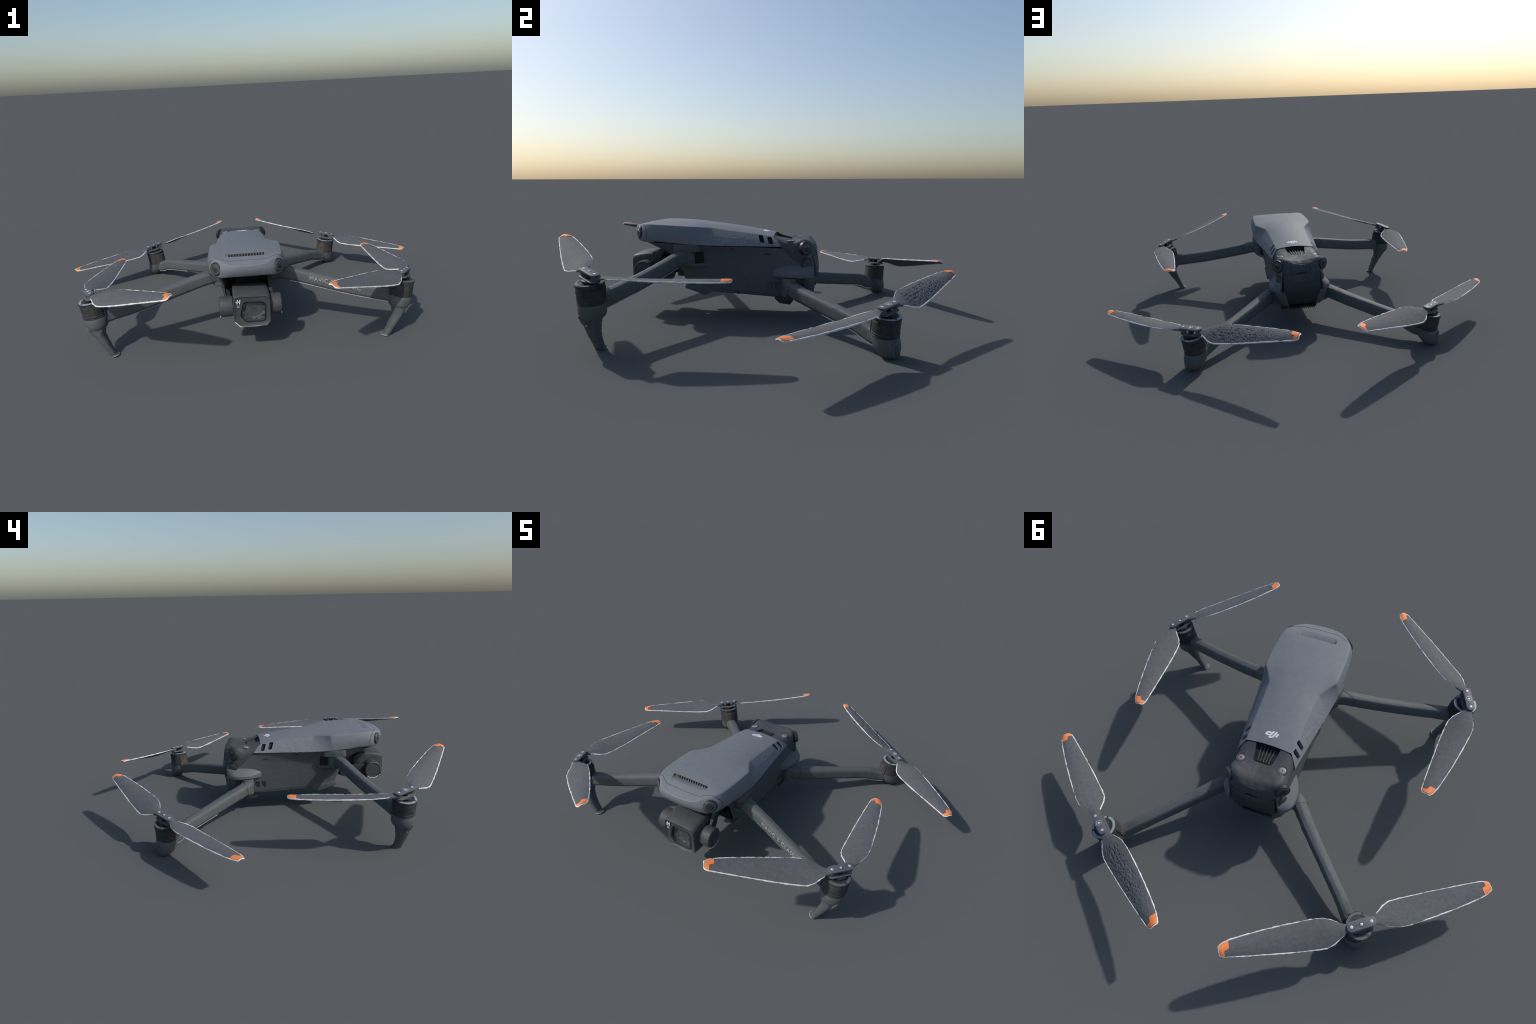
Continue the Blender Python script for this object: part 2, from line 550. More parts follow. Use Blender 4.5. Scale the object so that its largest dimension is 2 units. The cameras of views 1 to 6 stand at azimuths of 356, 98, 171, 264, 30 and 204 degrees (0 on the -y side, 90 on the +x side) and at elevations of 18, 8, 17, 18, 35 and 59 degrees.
# black liner of the bay
lin = []
for a, b, c, d in [((-.0905, .05), (.0905, .05), (.0905, .350), (-.0905, .350))]:
    lin.append(prism([(-.0905, .125), (.0905, .125), (.0905, .350), (-.0905, .350)], (0, -.332, 0), (1, 0, 0), (0, 0, 1), (0, -1, 0), .004, 0))
for sx in (1, -1):
    poly = [(-.334, .128), (-.352, .152), (-.384, .240), (-.412, .290), (-.470, .318), (-.530, .350), (-.334, .350)]
    lin.append(prism(poly, (sx * .0908, 0, 0), (0, 1, 0), (0, 0, 1), (-sx, 0, 0), .003, 0))
lin.append(prism([(-.0905, -.334), (.0905, -.334), (.0905, -.535), (-.0905, -.535)], (0, 0, .3505), (1, 0, 0), (0, 1, 0), (0, 0, -1), .004, 0))
hull_part("gimbal_bay", join_meshes(lin), BLACK, ROOT, 20)

# pale rail along the bottom edge, skids and screws
for sx in (1, -1):
    # front skid wedge
    hull_part("skid", prism(round_poly([(-.366, .136), (-.268, .104), (-.252, .108), (-.208, .139), (-.30, .150), (-.36, .152)], .004), (sx * .117, 0, 0),
                            (0, 1, 0), (0, 0, 1), (-sx, 0, 0), .03, 0, .002), LOWG, hull)
    for (yy, zz) in ((-.125, .334), (-.105, .120), (.122, .106), (-.25, .125)):
        hit = hull_bvh.ray_cast(Vector((sx * .3, yy, zz)), Vector((-sx, 0, 0)))[0]
        if hit:
            new_object("screw", lathe([(.0072, -.004), (.0072, .0004), (.0055, .0012), (.0048, -.0004), (.0035, .0014), (.0008, .0016)], hit, (sx, 0, 0), 20), GROOVE, hull)
    hit = hull_bvh.ray_cast(Vector((sx * .3, .037, .309)), Vector((-sx, 0, 0)))[0]
    new_object("side_port", prism([(-.019, .0035), (.012, .0035), (.019, -.0035), (-.008, -.0035)], V(hit) - V((sx * .002, 0, 0)), (0, 1, 0), (0, 0, 1), (sx, 0, 0), .003, 0), GROOVE, hull)
    # rear skid
    hull_part("skid", prism(round_poly([(.066, .096), (.092, .071), (.142, .066), (.157, .086), (.15, .110), (.08, .110)], .004), (sx * .098, 0, 0),
                            (0, 1, 0), (0, 0, 1), (-sx, 0, 0), .035, 0, .002), BATT, hull)
    seams = [drape_line(hull_bvh, [yaw(p) for p in [(sx * .3, -.24, .139), (sx * .3, -.10, .128), (sx * .3, .07, .116), (sx * .3, .16, .117)]], (-sx, 0, 0), .0010, n=40)]
    new_object("panel_seam", join_meshes(seams), GROOVE, hull)


# front arm brackets: upper bracket under the canopy edge, lower lip, dark hinge pocket
def bracket(sx):
    parts = []
    up = [(.120, -.405), (.172, -.400), (.184, -.382), (.184, -.335), (.168, -.275), (.120, -.255)]
    me = prism(round_poly([(sx * a, b) for a, b in up], .008), (0, 0, .318), (1, 0, 0), (0, 1, 0), (0, 0, 1), .036, 0, .003)
    hull_part("arm_bracket", me, LOWG, hull)
    lo = [(.10, -.385), (.150, -.385), (.166, -.345), (.160, -.300), (.126, -.235), (.10, -.235)]
    me = prism(round_poly([(sx * a, b) for a, b in lo], .010), (0, 0, .246), (1, 0, 0), (0, 1, 0), (0, 0, 1), .016, 0, .004)
    hull_part("arm_bracket", me, LOWG, hull)
    me = prism(round_poly([(-.30, .264), (-.264, .264), (-.262, .317), (-.30, .317)], .004), (sx * .124, 0, 0), (0, 1, 0), (0, 0, 1), (sx, 0, 0), .0225, 0)
    hull_part("hinge_pocket", me, BLACK, hull)
    hull_part("hinge_barrel", lathe([(.034, 0), (.036, .004), (.036, .062), (.034, .066)], (sx * .142, -.338, .254), (0, 0, 1), 32), ARMG, hull)


for sx in (1, -1):
    bracket(sx)


# rear arm shoulders: flat-topped wings over the rear hinges
def wing(sx):
    rows = []
    # outline of the wing seen from above, and how its rim drops from the hull outward
    outline = [(.112, .056), (.124, .062), (.148, .105), (.162, .150), (.163, .200), (.152, .228), (.126, .250), (.104, .264)]
    for f, z0 in ((.0, .272), (.35, .258), (.93, .2275), (1.0, .222), (1.0, .208), (.95, .2035), (0, .200)):
        row = []
        for k, (x, y) in enumerate(outline):
            xi = .100 + (x - .100) * f
            z = z0
            if z0 > .215 and k < 2:
                z = .5 * z0 + .5 * .236
            row.append((sx * xi, y, z))
        rows.append(row)
    ob = cage("arm_shoulder", rows, WINGM, level=3, creases=[(lambda i0, j0, i1, j1: i0 == i1 and i0 in (2, 3, 4, 5), 0.55)], mirror=False, parent=hull)
    yaw_mesh(ob.data)
    resmooth(ob, 60)
    # lower rear cheek behind the hinge
    me = prism(round_poly([(sx * .09, .180), (sx * .112, .190), (sx * .146, .220), (sx * .140, .236), (sx * .104, .262), (sx * .09, .262)], .006),
               (0, 0, .128), (1, 0, 0), (0, 1, 0), (0, 0, 1), .08, 0, .004)
    for v in me.vertices:                       # cheek narrows toward the belly
        k = clamp01((.20 - v.co.z) / .072)
        v.co.x *= 1 - .20 * k * k
        v.co.y -= .010 * k * k
    hull_part("arm_shoulder", me, LOWG, hull)
    hull_part("hinge_barrel", lathe([(.033, 0), (.036, .004), (.036, .084), (.034, .088)], (sx * .128, .142, .113), (0, 0, 1), 32), ARMG, hull)


for sx in (1, -1):
    wing(sx)

# ------------------------------------------------------------------ tail cover
def tail_rows():
    # from canopy edge backwards; rows: low inner, low edge, side, top edge, inner top, centre
    return [
        ((.110, .098, .330), (.128, .101, .345), (.118, .085, .3675), (.0985, .062, .3880), (.055, .057, .394), (0, .057, .397)),
        ((.112, .130, .300), (.126, .135, .312), (.125, .118, .350), (.104, .100, .377), (.055, .095, .379), (0, .095, .379)),
        ((.114, .168, .268), (.124, .172, .276), (.127, .160, .328), (.114, .152, .371), (.062, .145, .370), (0, .145, .369)),
        ((.114, .200, .243), (.122, .204, .250), (.132, .193, .330), (.122, .188, .378), (.078, .185, .378), (0, .185, .363)),
        ((.102, .232, .240), (.108, .238, .246), (.115, .222, .336), (.110, .213, .380), (.076, .216, .380), (0, .218, .363)),
        ((.090, .250, .240), (.094, .258, .246), (.091, .243, .330), (.086, .233, .366), (.060, .234, .366), (0, .236, .358)),
        ((.060, .254, .240), (.060, .266, .246), (.058, .259, .320), (.056, .252, .350), (.040, .250, .352), (0, .248, .349)),
        ((0, .254, .240), (0, .268, .246), (0, .261, .320), (0, .254, .344), (0, .251, .350), (0, .248, .349)),
    ]


tail = cage("tail_cover", tail_rows(), TAIL, level=4, creases=[(lambda i0, j0, i1, j1: i0 == i1 == 0, 0.9)], smooth=60)
roughen(tail.data, .0014, 45, lambda co: clamp01((co.y - .09) / .03), 5.0)
def trough_cut():
    P = round_poly([(-.058, .040), (.058, .040), (.0405, .1400), (-.0405, .1400)], [.003, .003, .013, .013], 5)
    n = len(P)
    return mesh_data([(a, b, .3745 - (b - .06) * .15) for a, b in P] + [(a, b, .42) for a, b in P],
                     [tuple(range(n)), tuple(range(n, 2 * n))] + [(i, (i + 1) % n, n + (i + 1) % n, n + i) for i in range(n)])


pits = [lathe([(.0215, -.008), (.0225, .03)], (sx * .092, .142, .371), (sx * .10, .06, 1), 36) for sx in (1, -1)]
boolean(tail, [trough_cut()] + pits)
yaw_mesh(tail.data)
resmooth(tail, 45)
tail_bvh = bvh_of(tail)
for sx in (1, -1):
    corner_lens("rear_lens", (sx * .1215, .2180, .339), (sx * .64, .77, .05), .0290, tail, GLASS)
    # upward looking eye
    c = yaw(V((sx * .092, .142, .374)))
    n = unit((sx * .10, .06, 1))
    ring = new_object("upper_lens", lathe([(.0220, -.012), (.0216, -.0035), (.0200, -.0010), (.0175, -.0014), (.0160, -.0034)], c, n, 40), LENSRIM, tail)
    new_object("lens_glass", lathe([(.0165, -.006), (.0140, -.0030), (.010, -.0018), (.0005, -.0012)], c, n, 36), EYEP if sx > 0 else EYEG, ring)
    new_object("lens_iris", lathe([(.0034, -.004), (.0034, -.0003), (.0024, -.0001), (.0020, -.0006)], c, n, 24), LENSRIM, ring)
    # side sensor window under the rear lens
    poly = round_poly([(-.030, -.005), (-.012, .026), (.020, .030), (.026, -.018), (-.010, -.020)], .007)
    o = V((sx * .1165, .2215, .263))
    w = unit((sx * .90, .42, 0))
    hull_part("sensor_window", prism(poly, o, (-sx * .42 * sx * sx, .90, 0) if sx > 0 else (.42, .90, 0), (0, 0, 1), w, .0035, .012, .0015), LENSRING, tail)
    poly2 = [(a * .80, b * .80) for a, b in poly]
    hull_part("sensor_window", prism(poly2, o + w * .0025, (-.42, .90, 0) if sx > 0 else (.42, .90, 0), (0, 0, 1), w, .0035, .003, .001), TAIL, tail)

# recess behind the canopy with cooling fins
def trough(w0, w1, y0, y1, z0, z1, top):
    """trapezoid trough whose floor runs from z0 (front) to z1 (rear)"""
    P = round_poly([(-w0, y0), (w0, y0), (w1, y1), (-w1, y1)], [.003, .003, .012, .012], 5)
    n = len(P)
    f = lambda y: z0 + (z1 - z0) * (y - y0) / (y1 - y0)
    vs = [(a, b, f(b)) for a, b in P] + [(a, b, f(b) + top) for a, b in P]
    return mesh_data(vs, [tuple(range(n)), tuple(range(n, 2 * n))] + [(i, (i + 1) % n, n + (i + 1) % n, n + i) for i in range(n)])


hull_part("fan_recess", trough(.0570, .0400, .060, .1390, .3742, .3624, .0012), BLACK, tail)
for k in range(5):
    q = (k - 2) / 2.0
    vs = []
    for dx in (-.0015, .0015):
        for y, w in ((.066, .0305), (.1300, .0235)):
            zt = .3790 - .15 * (y - .06)
            vs += [(q * w + dx, y, zt - .012), (q * w + dx, y, zt)]
    hull_part("cooling_fin", mesh_data(vs, [(0, 1, 3, 2), (4, 5, 7, 6), (0, 1, 5, 4), (2, 3, 7, 6), (1, 3, 7, 5), (0, 2, 6, 4)]), FIN, tail)
hull_part("vent_shadow", prism(round_poly([(-.062, -.010), (.062, -.010), (.054, .006), (-.054, .006)], .004), (0, .0610, .3870), (1, 0, 0), (0, -.2, 1), (0, 1, .2), .0016, .003), BLACK, canopy)  # solid black plate modelled as the shadow in the canopy's rear gap

# ------------------------------------------------------------------ battery
def bz(z):
    """rear face leans and bows slightly"""
    return .268 - 1.1 * (z - .225) ** 2 * 2.6


rows = []
for z in (.304, .300, .26, .21, .16, .128, .120):
    inset = .004 if z in (.304, .120) else 0
    y = bz(z) - (.006 if inset else 0) - (0 if z > .2 else (.2 - z) * .12)
    rows.append(((.100 - inset, y - .06, z), (.0995 - inset, y - .008, z), (.094 - inset, y - .001, z), (.05, y + .002, z), (0, y + .003, z)))
batt = cage("battery", rows, BATT, level=3, creases=[(lambda i0, j0, i1, j1: j0 == j1 == 2, .4), (lambda i0, j0, i1, j1: i0 == i1 in (1, 5), .5)], smooth=50)
yaw_mesh(batt.data)
batt_bvh = bvh_of(batt)
y0 = .2715
btn = round_poly([(-.078, .191), (-.030, .191), (-.030, .225), (-.078, .225)], .006)
btn = btn + [btn[0]]
sb = drape_line(batt_bvh, [yaw(V((a, .5, b))) for a, b in btn], (0, -1, 0), .0008, n=60)
new_object("power_button", sb, BLACK, batt)
for k in range(4):
    x = -.010 + .024 * k
    hit = batt_bvh.ray_cast(Vector((x, .5, .207)), Vector((0, -1, 0)))[0]
    new_object("charge_light", prism([(-.0012, -.006), (.0012, -.006), (.0012, .006), (-.0012, .006)], hit, (1, 0, 0), (0, 0, 1), (0, 1, 0), .0008, .002), BLACK, batt)
# upper hatch outline and latch on the tail cover
hatch = [(.056, .300), (.055, .345), (.048, .354), (-.040, .354), (-.046, .345), (-.047, .300)]
sb = drape_line(tail_bvh, [yaw(V((a, .5, b))) for a, b in resample(hatch, 14)], (0, -1, 0), .0008, n=50)
sb2 = drape_line(tail_bvh, [yaw(V((a, .5, .303))) for a in np.linspace(-.098, .105, 9)], (0, -1, 0), .0009, n=50)
new_object("panel_seam", join_meshes([sb, sb2]), GROOVE, tail)
hit = tail_bvh.ray_cast(Vector((.004, .5, .309)), Vector((0, -1, 0)))[0]
new_object("hatch_latch", prism(round_poly([(-.028, -.004), (.028, -.004), (.022, .004), (-.022, .004)], .002), hit, (1, 0, 0), (0, 0, 1), (0, 1, 0), .001, .003), BLACK, tail)
# comb of heat-sink teeth under the tail
for k in range(13):
    x = -.066 + .011 * k
    hull_part("heat_fin", prism([(-.0022, .205), (.0022, .205), (.0022, .240), (-.0022, .240)], (x, 0, .101), (1, 0, 0), (0, 1, 0), (0, 0, 1), .022, 0), BLACK, hull)

# ------------------------------------------------------------------ logo on the canopy (strokes as solid ribbons draped on the shell)
def ribbon(path, w):
    """closed polygon of a stroke of width w along a 2-D path"""
    P = smooth_curve([(a, b, 0) for a, b in path], 14)[:, :2] if len(path) > 2 else V(path, float)
    L, R = [], []
    for i in range(len(P)):
        t = unit(P[min(i + 1, len(P) - 1)] - P[max(i - 1, 0)])
        nn = V((-t[1], t[0]))
        L.append(P[i] + nn * w / 2)
        R.append(P[i] - nn * w / 2)
    return L, R


def draped_strokes(strokes, w, to3d, thick=.0009):
    verts, faces = [], []
    for path in strokes:
        L, R = ribbon(path, w)
        b = len(verts)
        n = len(L)
        for q in (L, R):
            for p in q:
                t = to3d(p)
                verts.append(t + V((0, 0, thick)))
        for q in (L, R):
            for p in q:
                t = to3d(p)
                verts.append(t - V((0, 0, .002)))
        for i in range(n - 1):
            faces += [(b + i, b + i + 1, b + n + i + 1, b + n + i), (b + 2 * n + i, b + 2 * n + i + 1, b + 3 * n + i + 1, b + 3 * n + i),
                      (b + i, b + i + 1, b + 2 * n + i + 1, b + 2 * n + i), (b + n + i, b + n + i + 1, b + 3 * n + i + 1, b + 3 * n + i)]
        faces += [(b, b + n, b + 3 * n, b + 2 * n), (b + n - 1, b + 2 * n - 1, b + 4 * n - 1, b + 3 * n - 1)]
    return mesh_data(verts, faces)


def logo3d(p):
    # p in letter units; read from behind, top toward the nose
    a, b = p
    a = a + .28 * (b - .5)
    x = .003 - (a - 1.02) * .0290
    y = .016 - (b - .36) * .0262
    q = yaw(V((x, y, .6)))
    hit = canopy_bvh.ray_cast(Vector(q), Vector((0, 0, -1)))[0]
    return V(hit) if hit else V((q[0], q[1], .408))


logo_strokes = [
    [(.98, .98), (.95, .22)],                                    # stem of the first letter
    [(.90, .62), (.40, .64), (.22, .58), (.18, .42), (.22, .27), (.40, .21), (1.0, .21)],   # its bowl
    [(1.42, .98), (1.38, .18), (1.28, -.06), (1.05, -.12), (.80, -.12)],        # hooked letter
    [(1.80, .72), (1.78, .10)],                                   # short stem
]
new_object("logo_mark", draped_strokes(logo_strokes, .27, logo3d), PRINT, canopy, 30)


# ------------------------------------------------------------------ camera on its gimbal
CX = .003
cam_poly = [(-.080, .285), (-.066, .291), (.070, .287), (.083, .272), (.083, .160), (.068, .144), (-.054, .144), (-.082, .176)]


def cam_block():
    P = V(round_poly(cam_poly, .012, 4))
    c = P.mean(0)
    verts, faces = [], []
    st = [(-.634, .90, 0), (-.639, .965, 0), (-.634, 1.0, .001), (-.600, 1.02, .010), (-.560, 1.02, .016), (-.510, 1.01, .016), (-.480, .95, .010), (-.470, .85, .004)]
    n = len(P)
    for (y, s, dz) in st:
        for p in P:
            q = c + (p - c) * s
            top = clamp01((q[1] - c[1]) / .06)
            z = q[1] + dz * .75 * top
            verts.append((q[0] + CX, y, z))
    for i in range(len(st) - 1):
        for k in range(n):
            faces.append((i * n + k, i * n + (k + 1) % n, (i + 1) * n + (k + 1) % n, (i + 1) * n + k))
    faces += [tuple(range(n)), tuple(range((len(st) - 1) * n, len(st) * n))]
    return mesh_data(verts, faces)


cam = new_object("gimbal_camera", cam_block(), CAMG, ROOT, 50)
win = [(-.037, .264), (.048, .260), (.059, .250), (.058, .178), (.048, .168), (-.030, .170), (-.054, .198)]
wp = round_poly(win, .008)
wc = V(wp).mean(0)
boolean(cam, [prism(wp, (CX, -.60, 0), (1, 0, 0), (0, 0, 1), (0, -1, 0), .08, -.018)])
resmooth(cam, 40)
roughen(cam.data, .0006, 40, None, 2.0)
# window frame, crumpled-looking lens cell and the lens itself
frame_path = [(CX + a, -.6385, b) for a, b in wp]
new_object("window_frame", sweep(frame_path, lambda i, t: ring_section(.0016, 6), closed_path=True, up=(0, 1, 0)), BLACK, cam)
NG = 40
verts, faces = [], []
xs = np.linspace(-.056, .060, NG)
zs = np.linspace(.167, .266, NG)
for zz in zs:
    for xx in xs:
        d = math.hypot(xx - .012, zz - .222)
        crump = noise.fractal(Vector((xx * 70, zz * 70, 3.1)), 1.0, 2.0, 3)
        edge = clamp01((d - .028) / .02)
        y = -.6225 + .010 * (1 - edge) - .0042 * edge * crump
        if zz > .240 and xx < .03:
            y += .006 * clamp01((zz - .240) / .01)
        verts.append((CX + xx, y, zz))
for i in range(NG - 1):
    for j in range(NG - 1):
        faces.append((i * NG + j, i * NG + j + 1, (i + 1) * NG + j + 1, (i + 1) * NG + j))
new_object("lens_cell", mesh_data(verts, faces), FACEP, cam, 60)
new_object("camera_lens", lathe([(.033, -.004), (.033, .0015), (.029, .003), (.025, .001), (.024, -.001)], (CX + .010, -.6160, .222), (0, -1, 0), 40), LENSRIM, cam)
new_object("camera_lens", lathe([(.0245, -.004), (.023, .0005), (.014, .002), (.0005, .0026)], (CX + .010, -.6160, .222), (0, -1, 0), 40), GLASSG, cam)
# side pods and yoke
for sx in (1, -1):
    xo = .141
    pod = new_object("gimbal_motor", lathe([(.046, .0), (.047, .006), (.047, .050), (.046, .056), (.042, .059), (.040, .0595), (.038, .0575), (.001, .0585)],
                                           (sx * (xo - .059), -.567, .219), (sx, 0, 0), 48, wob=.0012, seed=sx), CAMG, cam)
    # deep side plate of the yoke, running back into the bay
    if sx > 0:
        poly = round_poly([(-.590, .205), (-.575, .245), (-.535, .262), (-.500, .310), (-.470, .335), (-.450, .335), (-.478, .290), (-.505, .230), (-.530, .195)], .008, 3)
        new_object("gimbal_yoke", prism(poly, (.090, 0, 0), (0, 1, 0), (0, 0, 1), (1, 0, 0), .018, 0, .003), YOKE, cam)
        continue
    poly = round_poly([(-.575, .200), (-.560, .245), (-.500, .243), (-.440, .240), (-.392, .236), (-.384, .196), (-.400, .178), (-.460, .172), (-.540, .176)], .008, 3)
    new_object("gimbal_yoke", prism(poly, (sx * .086, 0, 0), (0, 1, 0), (0, 0, 1), (sx, 0, 0), .020, 0, .003), YOKE, cam)
new_object("gimbal_yoke", prism(round_poly([(-.088, -.425), (.045, -.425), (.045, -.385), (-.088, -.385)], .010), (0, 0, .180), (1, 0, 0), (0, 1, 0), (0, 0, 1), .055, 0, .004), YOKE, cam)
new_object("gimbal_base", prism(round_poly([(-.060, -.390), (.060, -.390), (.060, -.330), (-.060, -.330)], .012), (0, 0, .190), (1, 0, 0), (0, 1, 0), (0, 0, 1), .156, 0, .004), BLACK, cam)
# initial and tiny printed lines on the camera face
def camface(p, y=-.6395):
    return V((CX + p[0], y, p[1]))


def flat_strokes(strokes, w, y, thick=.0008, mat=PRINT, name="print_mark", parent=cam):
    parts = []
    for a, b in strokes:
        a, b = V(a, float), V(b, float)
        t = unit(b - a)
        n = V((-t[1], t[0])) * w / 2
        poly = [tuple(a + n), tuple(a - n), tuple(b - n), tuple(b + n)]
        parts.append(prism(poly, (CX, y, 0), (1, 0, 0), (0, 0, 1), (0, -1, 0), thick, .001))
    return new_object(name, join_meshes(parts), mat, parent, 20)


hx, hz = -.0595, .2660
flat_strokes([((hx - .0060, hz - .010), (hx - .0030, hz + .010)), ((hx + .0050, hz - .010), (hx + .0080, hz + .010)),
              ((hx - .0105, hz - .001), (hx + .0060, hz + .001))], .0042, -.6385)
tiny = []
for row, zz in enumerate((.2475, .2415)):
    for k, xx in enumerate((-.0655, -.0610, -.0565)):
        tiny.append(((xx - .0014, zz), (xx + .0016, zz)))
flat_strokes(tiny, .0034, -.6385, mat=PRINTB)
# pale scan-like rims under the camera
new_object("underside_trim", sweep([(CX - .078, -.630, .166), (CX - .056, -.633, .1435), (CX + .02, -.634, .1425), (CX + .066, -.632, .1440)],
                                   lambda i, t: ring_section(.0022, 6)), WHITE, cam)
for sx in (1, -1):
    arc = [(sx * .139, -.567 + .046 * math.sin(a), .219 - .047 * math.cos(a)) for a in np.linspace(-.75, .75, 14)]
    new_object("underside_trim", sweep(arc, lambda i, t: ring_section(.0019, 6)), WHITE, cam)

# ------------------------------------------------------------------ motors, legs, propellers
def bell(parent, hub, n, ring_mat, seed):
    """motor: hub is the centre of the blade clamp's top face, n the shaft direction"""
    P = lambda t: hub - n * t
    prof = [(.0500, -.123), (.0535, -.1205), (.0540, -.1165), (.0518, -.1150), (.0518, -.1125), (.0536, -.1110), (.0536, -.1070), (.0524, -.1055)]
    for h in np.linspace(-.100, -.066, 9):
        prof.append((.0530, h))
    prof += [(.0530, -.0640), (.0520, -.0628), (.0532, -.0615), (.0532, -.0590), (.0521, -.0578), (.0534, -.0566), (.0534, -.0520), (.0541, -.0500), (.0540, -.0455), (.0520, -.0435)]
    can = new_object("motor_bell", lathe(prof, hub, n, 64, wob=.0012, seed=seed), MOTOR, parent, 30)
    new_object("bell_ring", lathe([(.0525, -.0443), (.0518, -.0425), (.0420, -.0421), (.0400, -.0450)], hub, n, 56, closed_ends=False), ring_mat, can)
    new_object("bell_core", lathe([(.0425, -.0446), (.001, -.0444)], hub, n, 40, closed_ends=False), BLACK, can)
    u, v, w = frame_from(n)
    for k in range(3):
        a = 2 * math.pi * (k + .4) / 3 + seed
        d = u * math.cos(a) + v * math.sin(a)
        e = np.cross(w, d)
        new_object("bell_spoke", prism([(.018, -.004), (.0515, -.004), (.0515, .004), (.018, .004)], P(.0447), d, e, w, .0030, .0), MOTOR, can)
    return can


def clamp(parent, hub, n, along, ring):
    """two-plate blade clamp with rivets; returns the propeller part"""
    a = unit(along - n * np.dot(along, n))
    b = np.cross(n, a)
    L, W = .0405, .0185
    poly = []
    for k in range(13):
        t = -math.pi / 2 + math.pi * k / 12
        poly.append((L + W * math.cos(t), W * math.sin(t)))
    for k in range(13):
        t = math.pi / 2 + math.pi * k / 12
        poly.append((-L + W * math.cos(t), W * math.sin(t)))
    prop = new_object("propeller", prism(poly, hub, a, b, n, 0, .0085, .0022, 2), HUBM, parent, 40)
    lowp = [(x * .93, y * 1.25) for x, y in poly]
    new_object("clamp_plate", prism(lowp, hub - n * .0265, a, b, n, 0, .0060, .002, 2), HUBM, prop, 40)
    new_object("clamp_plate", lathe([(.026, -.0385), (.031, -.0365), (.031, -.0330), (.022, -.0290)], hub, n, 40), MOTOR, prop)
    new_object("shaft", lathe([(.013, -.046), (.013, -.006)], hub, n, 24), BLACK, prop)
    for s in (-1, 1):
        new_object("clamp_post", lathe([(.0135, -.032), (.0135, -.006)], hub + a * s * L, n, 24), BLADE, prop)
        new_object("rivet", lathe([(.0062, -.003), (.0060, .0008), (.0045, .0014), (.0005, .0016)], hub + a * s * L, n, 20), RIVET, prop)
    new_object("rivet", lathe([(.0060, -.003), (.0058, .0006), (.0040, .0012), (.0005, .0013)], hub, n, 20), RIVET, prop)
    new_object("rivet_seat", lathe([(.0090, -.002), (.0088, .0005), (.0066, .0005), (.0064, -.001)], hub, n, 24), GROOVE, prop)
    if ring:
        new_object("hub_ring", lathe([(.0130, -.002), (.0128, .0010), (.0092, .0010), (.0090, -.001)], hub, n, 32), RINGB, prop)
    return prop


S_K = [0.0, .020, .045, .070, .100, .135, .180, .250, .330, .400, .450, .480, .492, .499]
LEAD = [.0150, .0160, .0270, .0390, .0490, .0520, .0515, .0490, .0440, .0375, .0310, .0245, .0185, .0150]
TRAIL = [.0140, .0165, .0300, .0455, .0550, .0545, .0520, .0475, .0405, .0340, .0285, .0250, .0215, .0170]
PITCH = [0, 5, 13, 17, 19, 18.5, 17.5, 15.5, 13, 11, 10, 9.5, 9.5, 9.5]
SAG = [-.0135, -.0138, -.0145, -.0155, -.0160, -.0160, -.015, -.0120, -.0075, -.0035, -.0007, .0008, .0013, .0015]


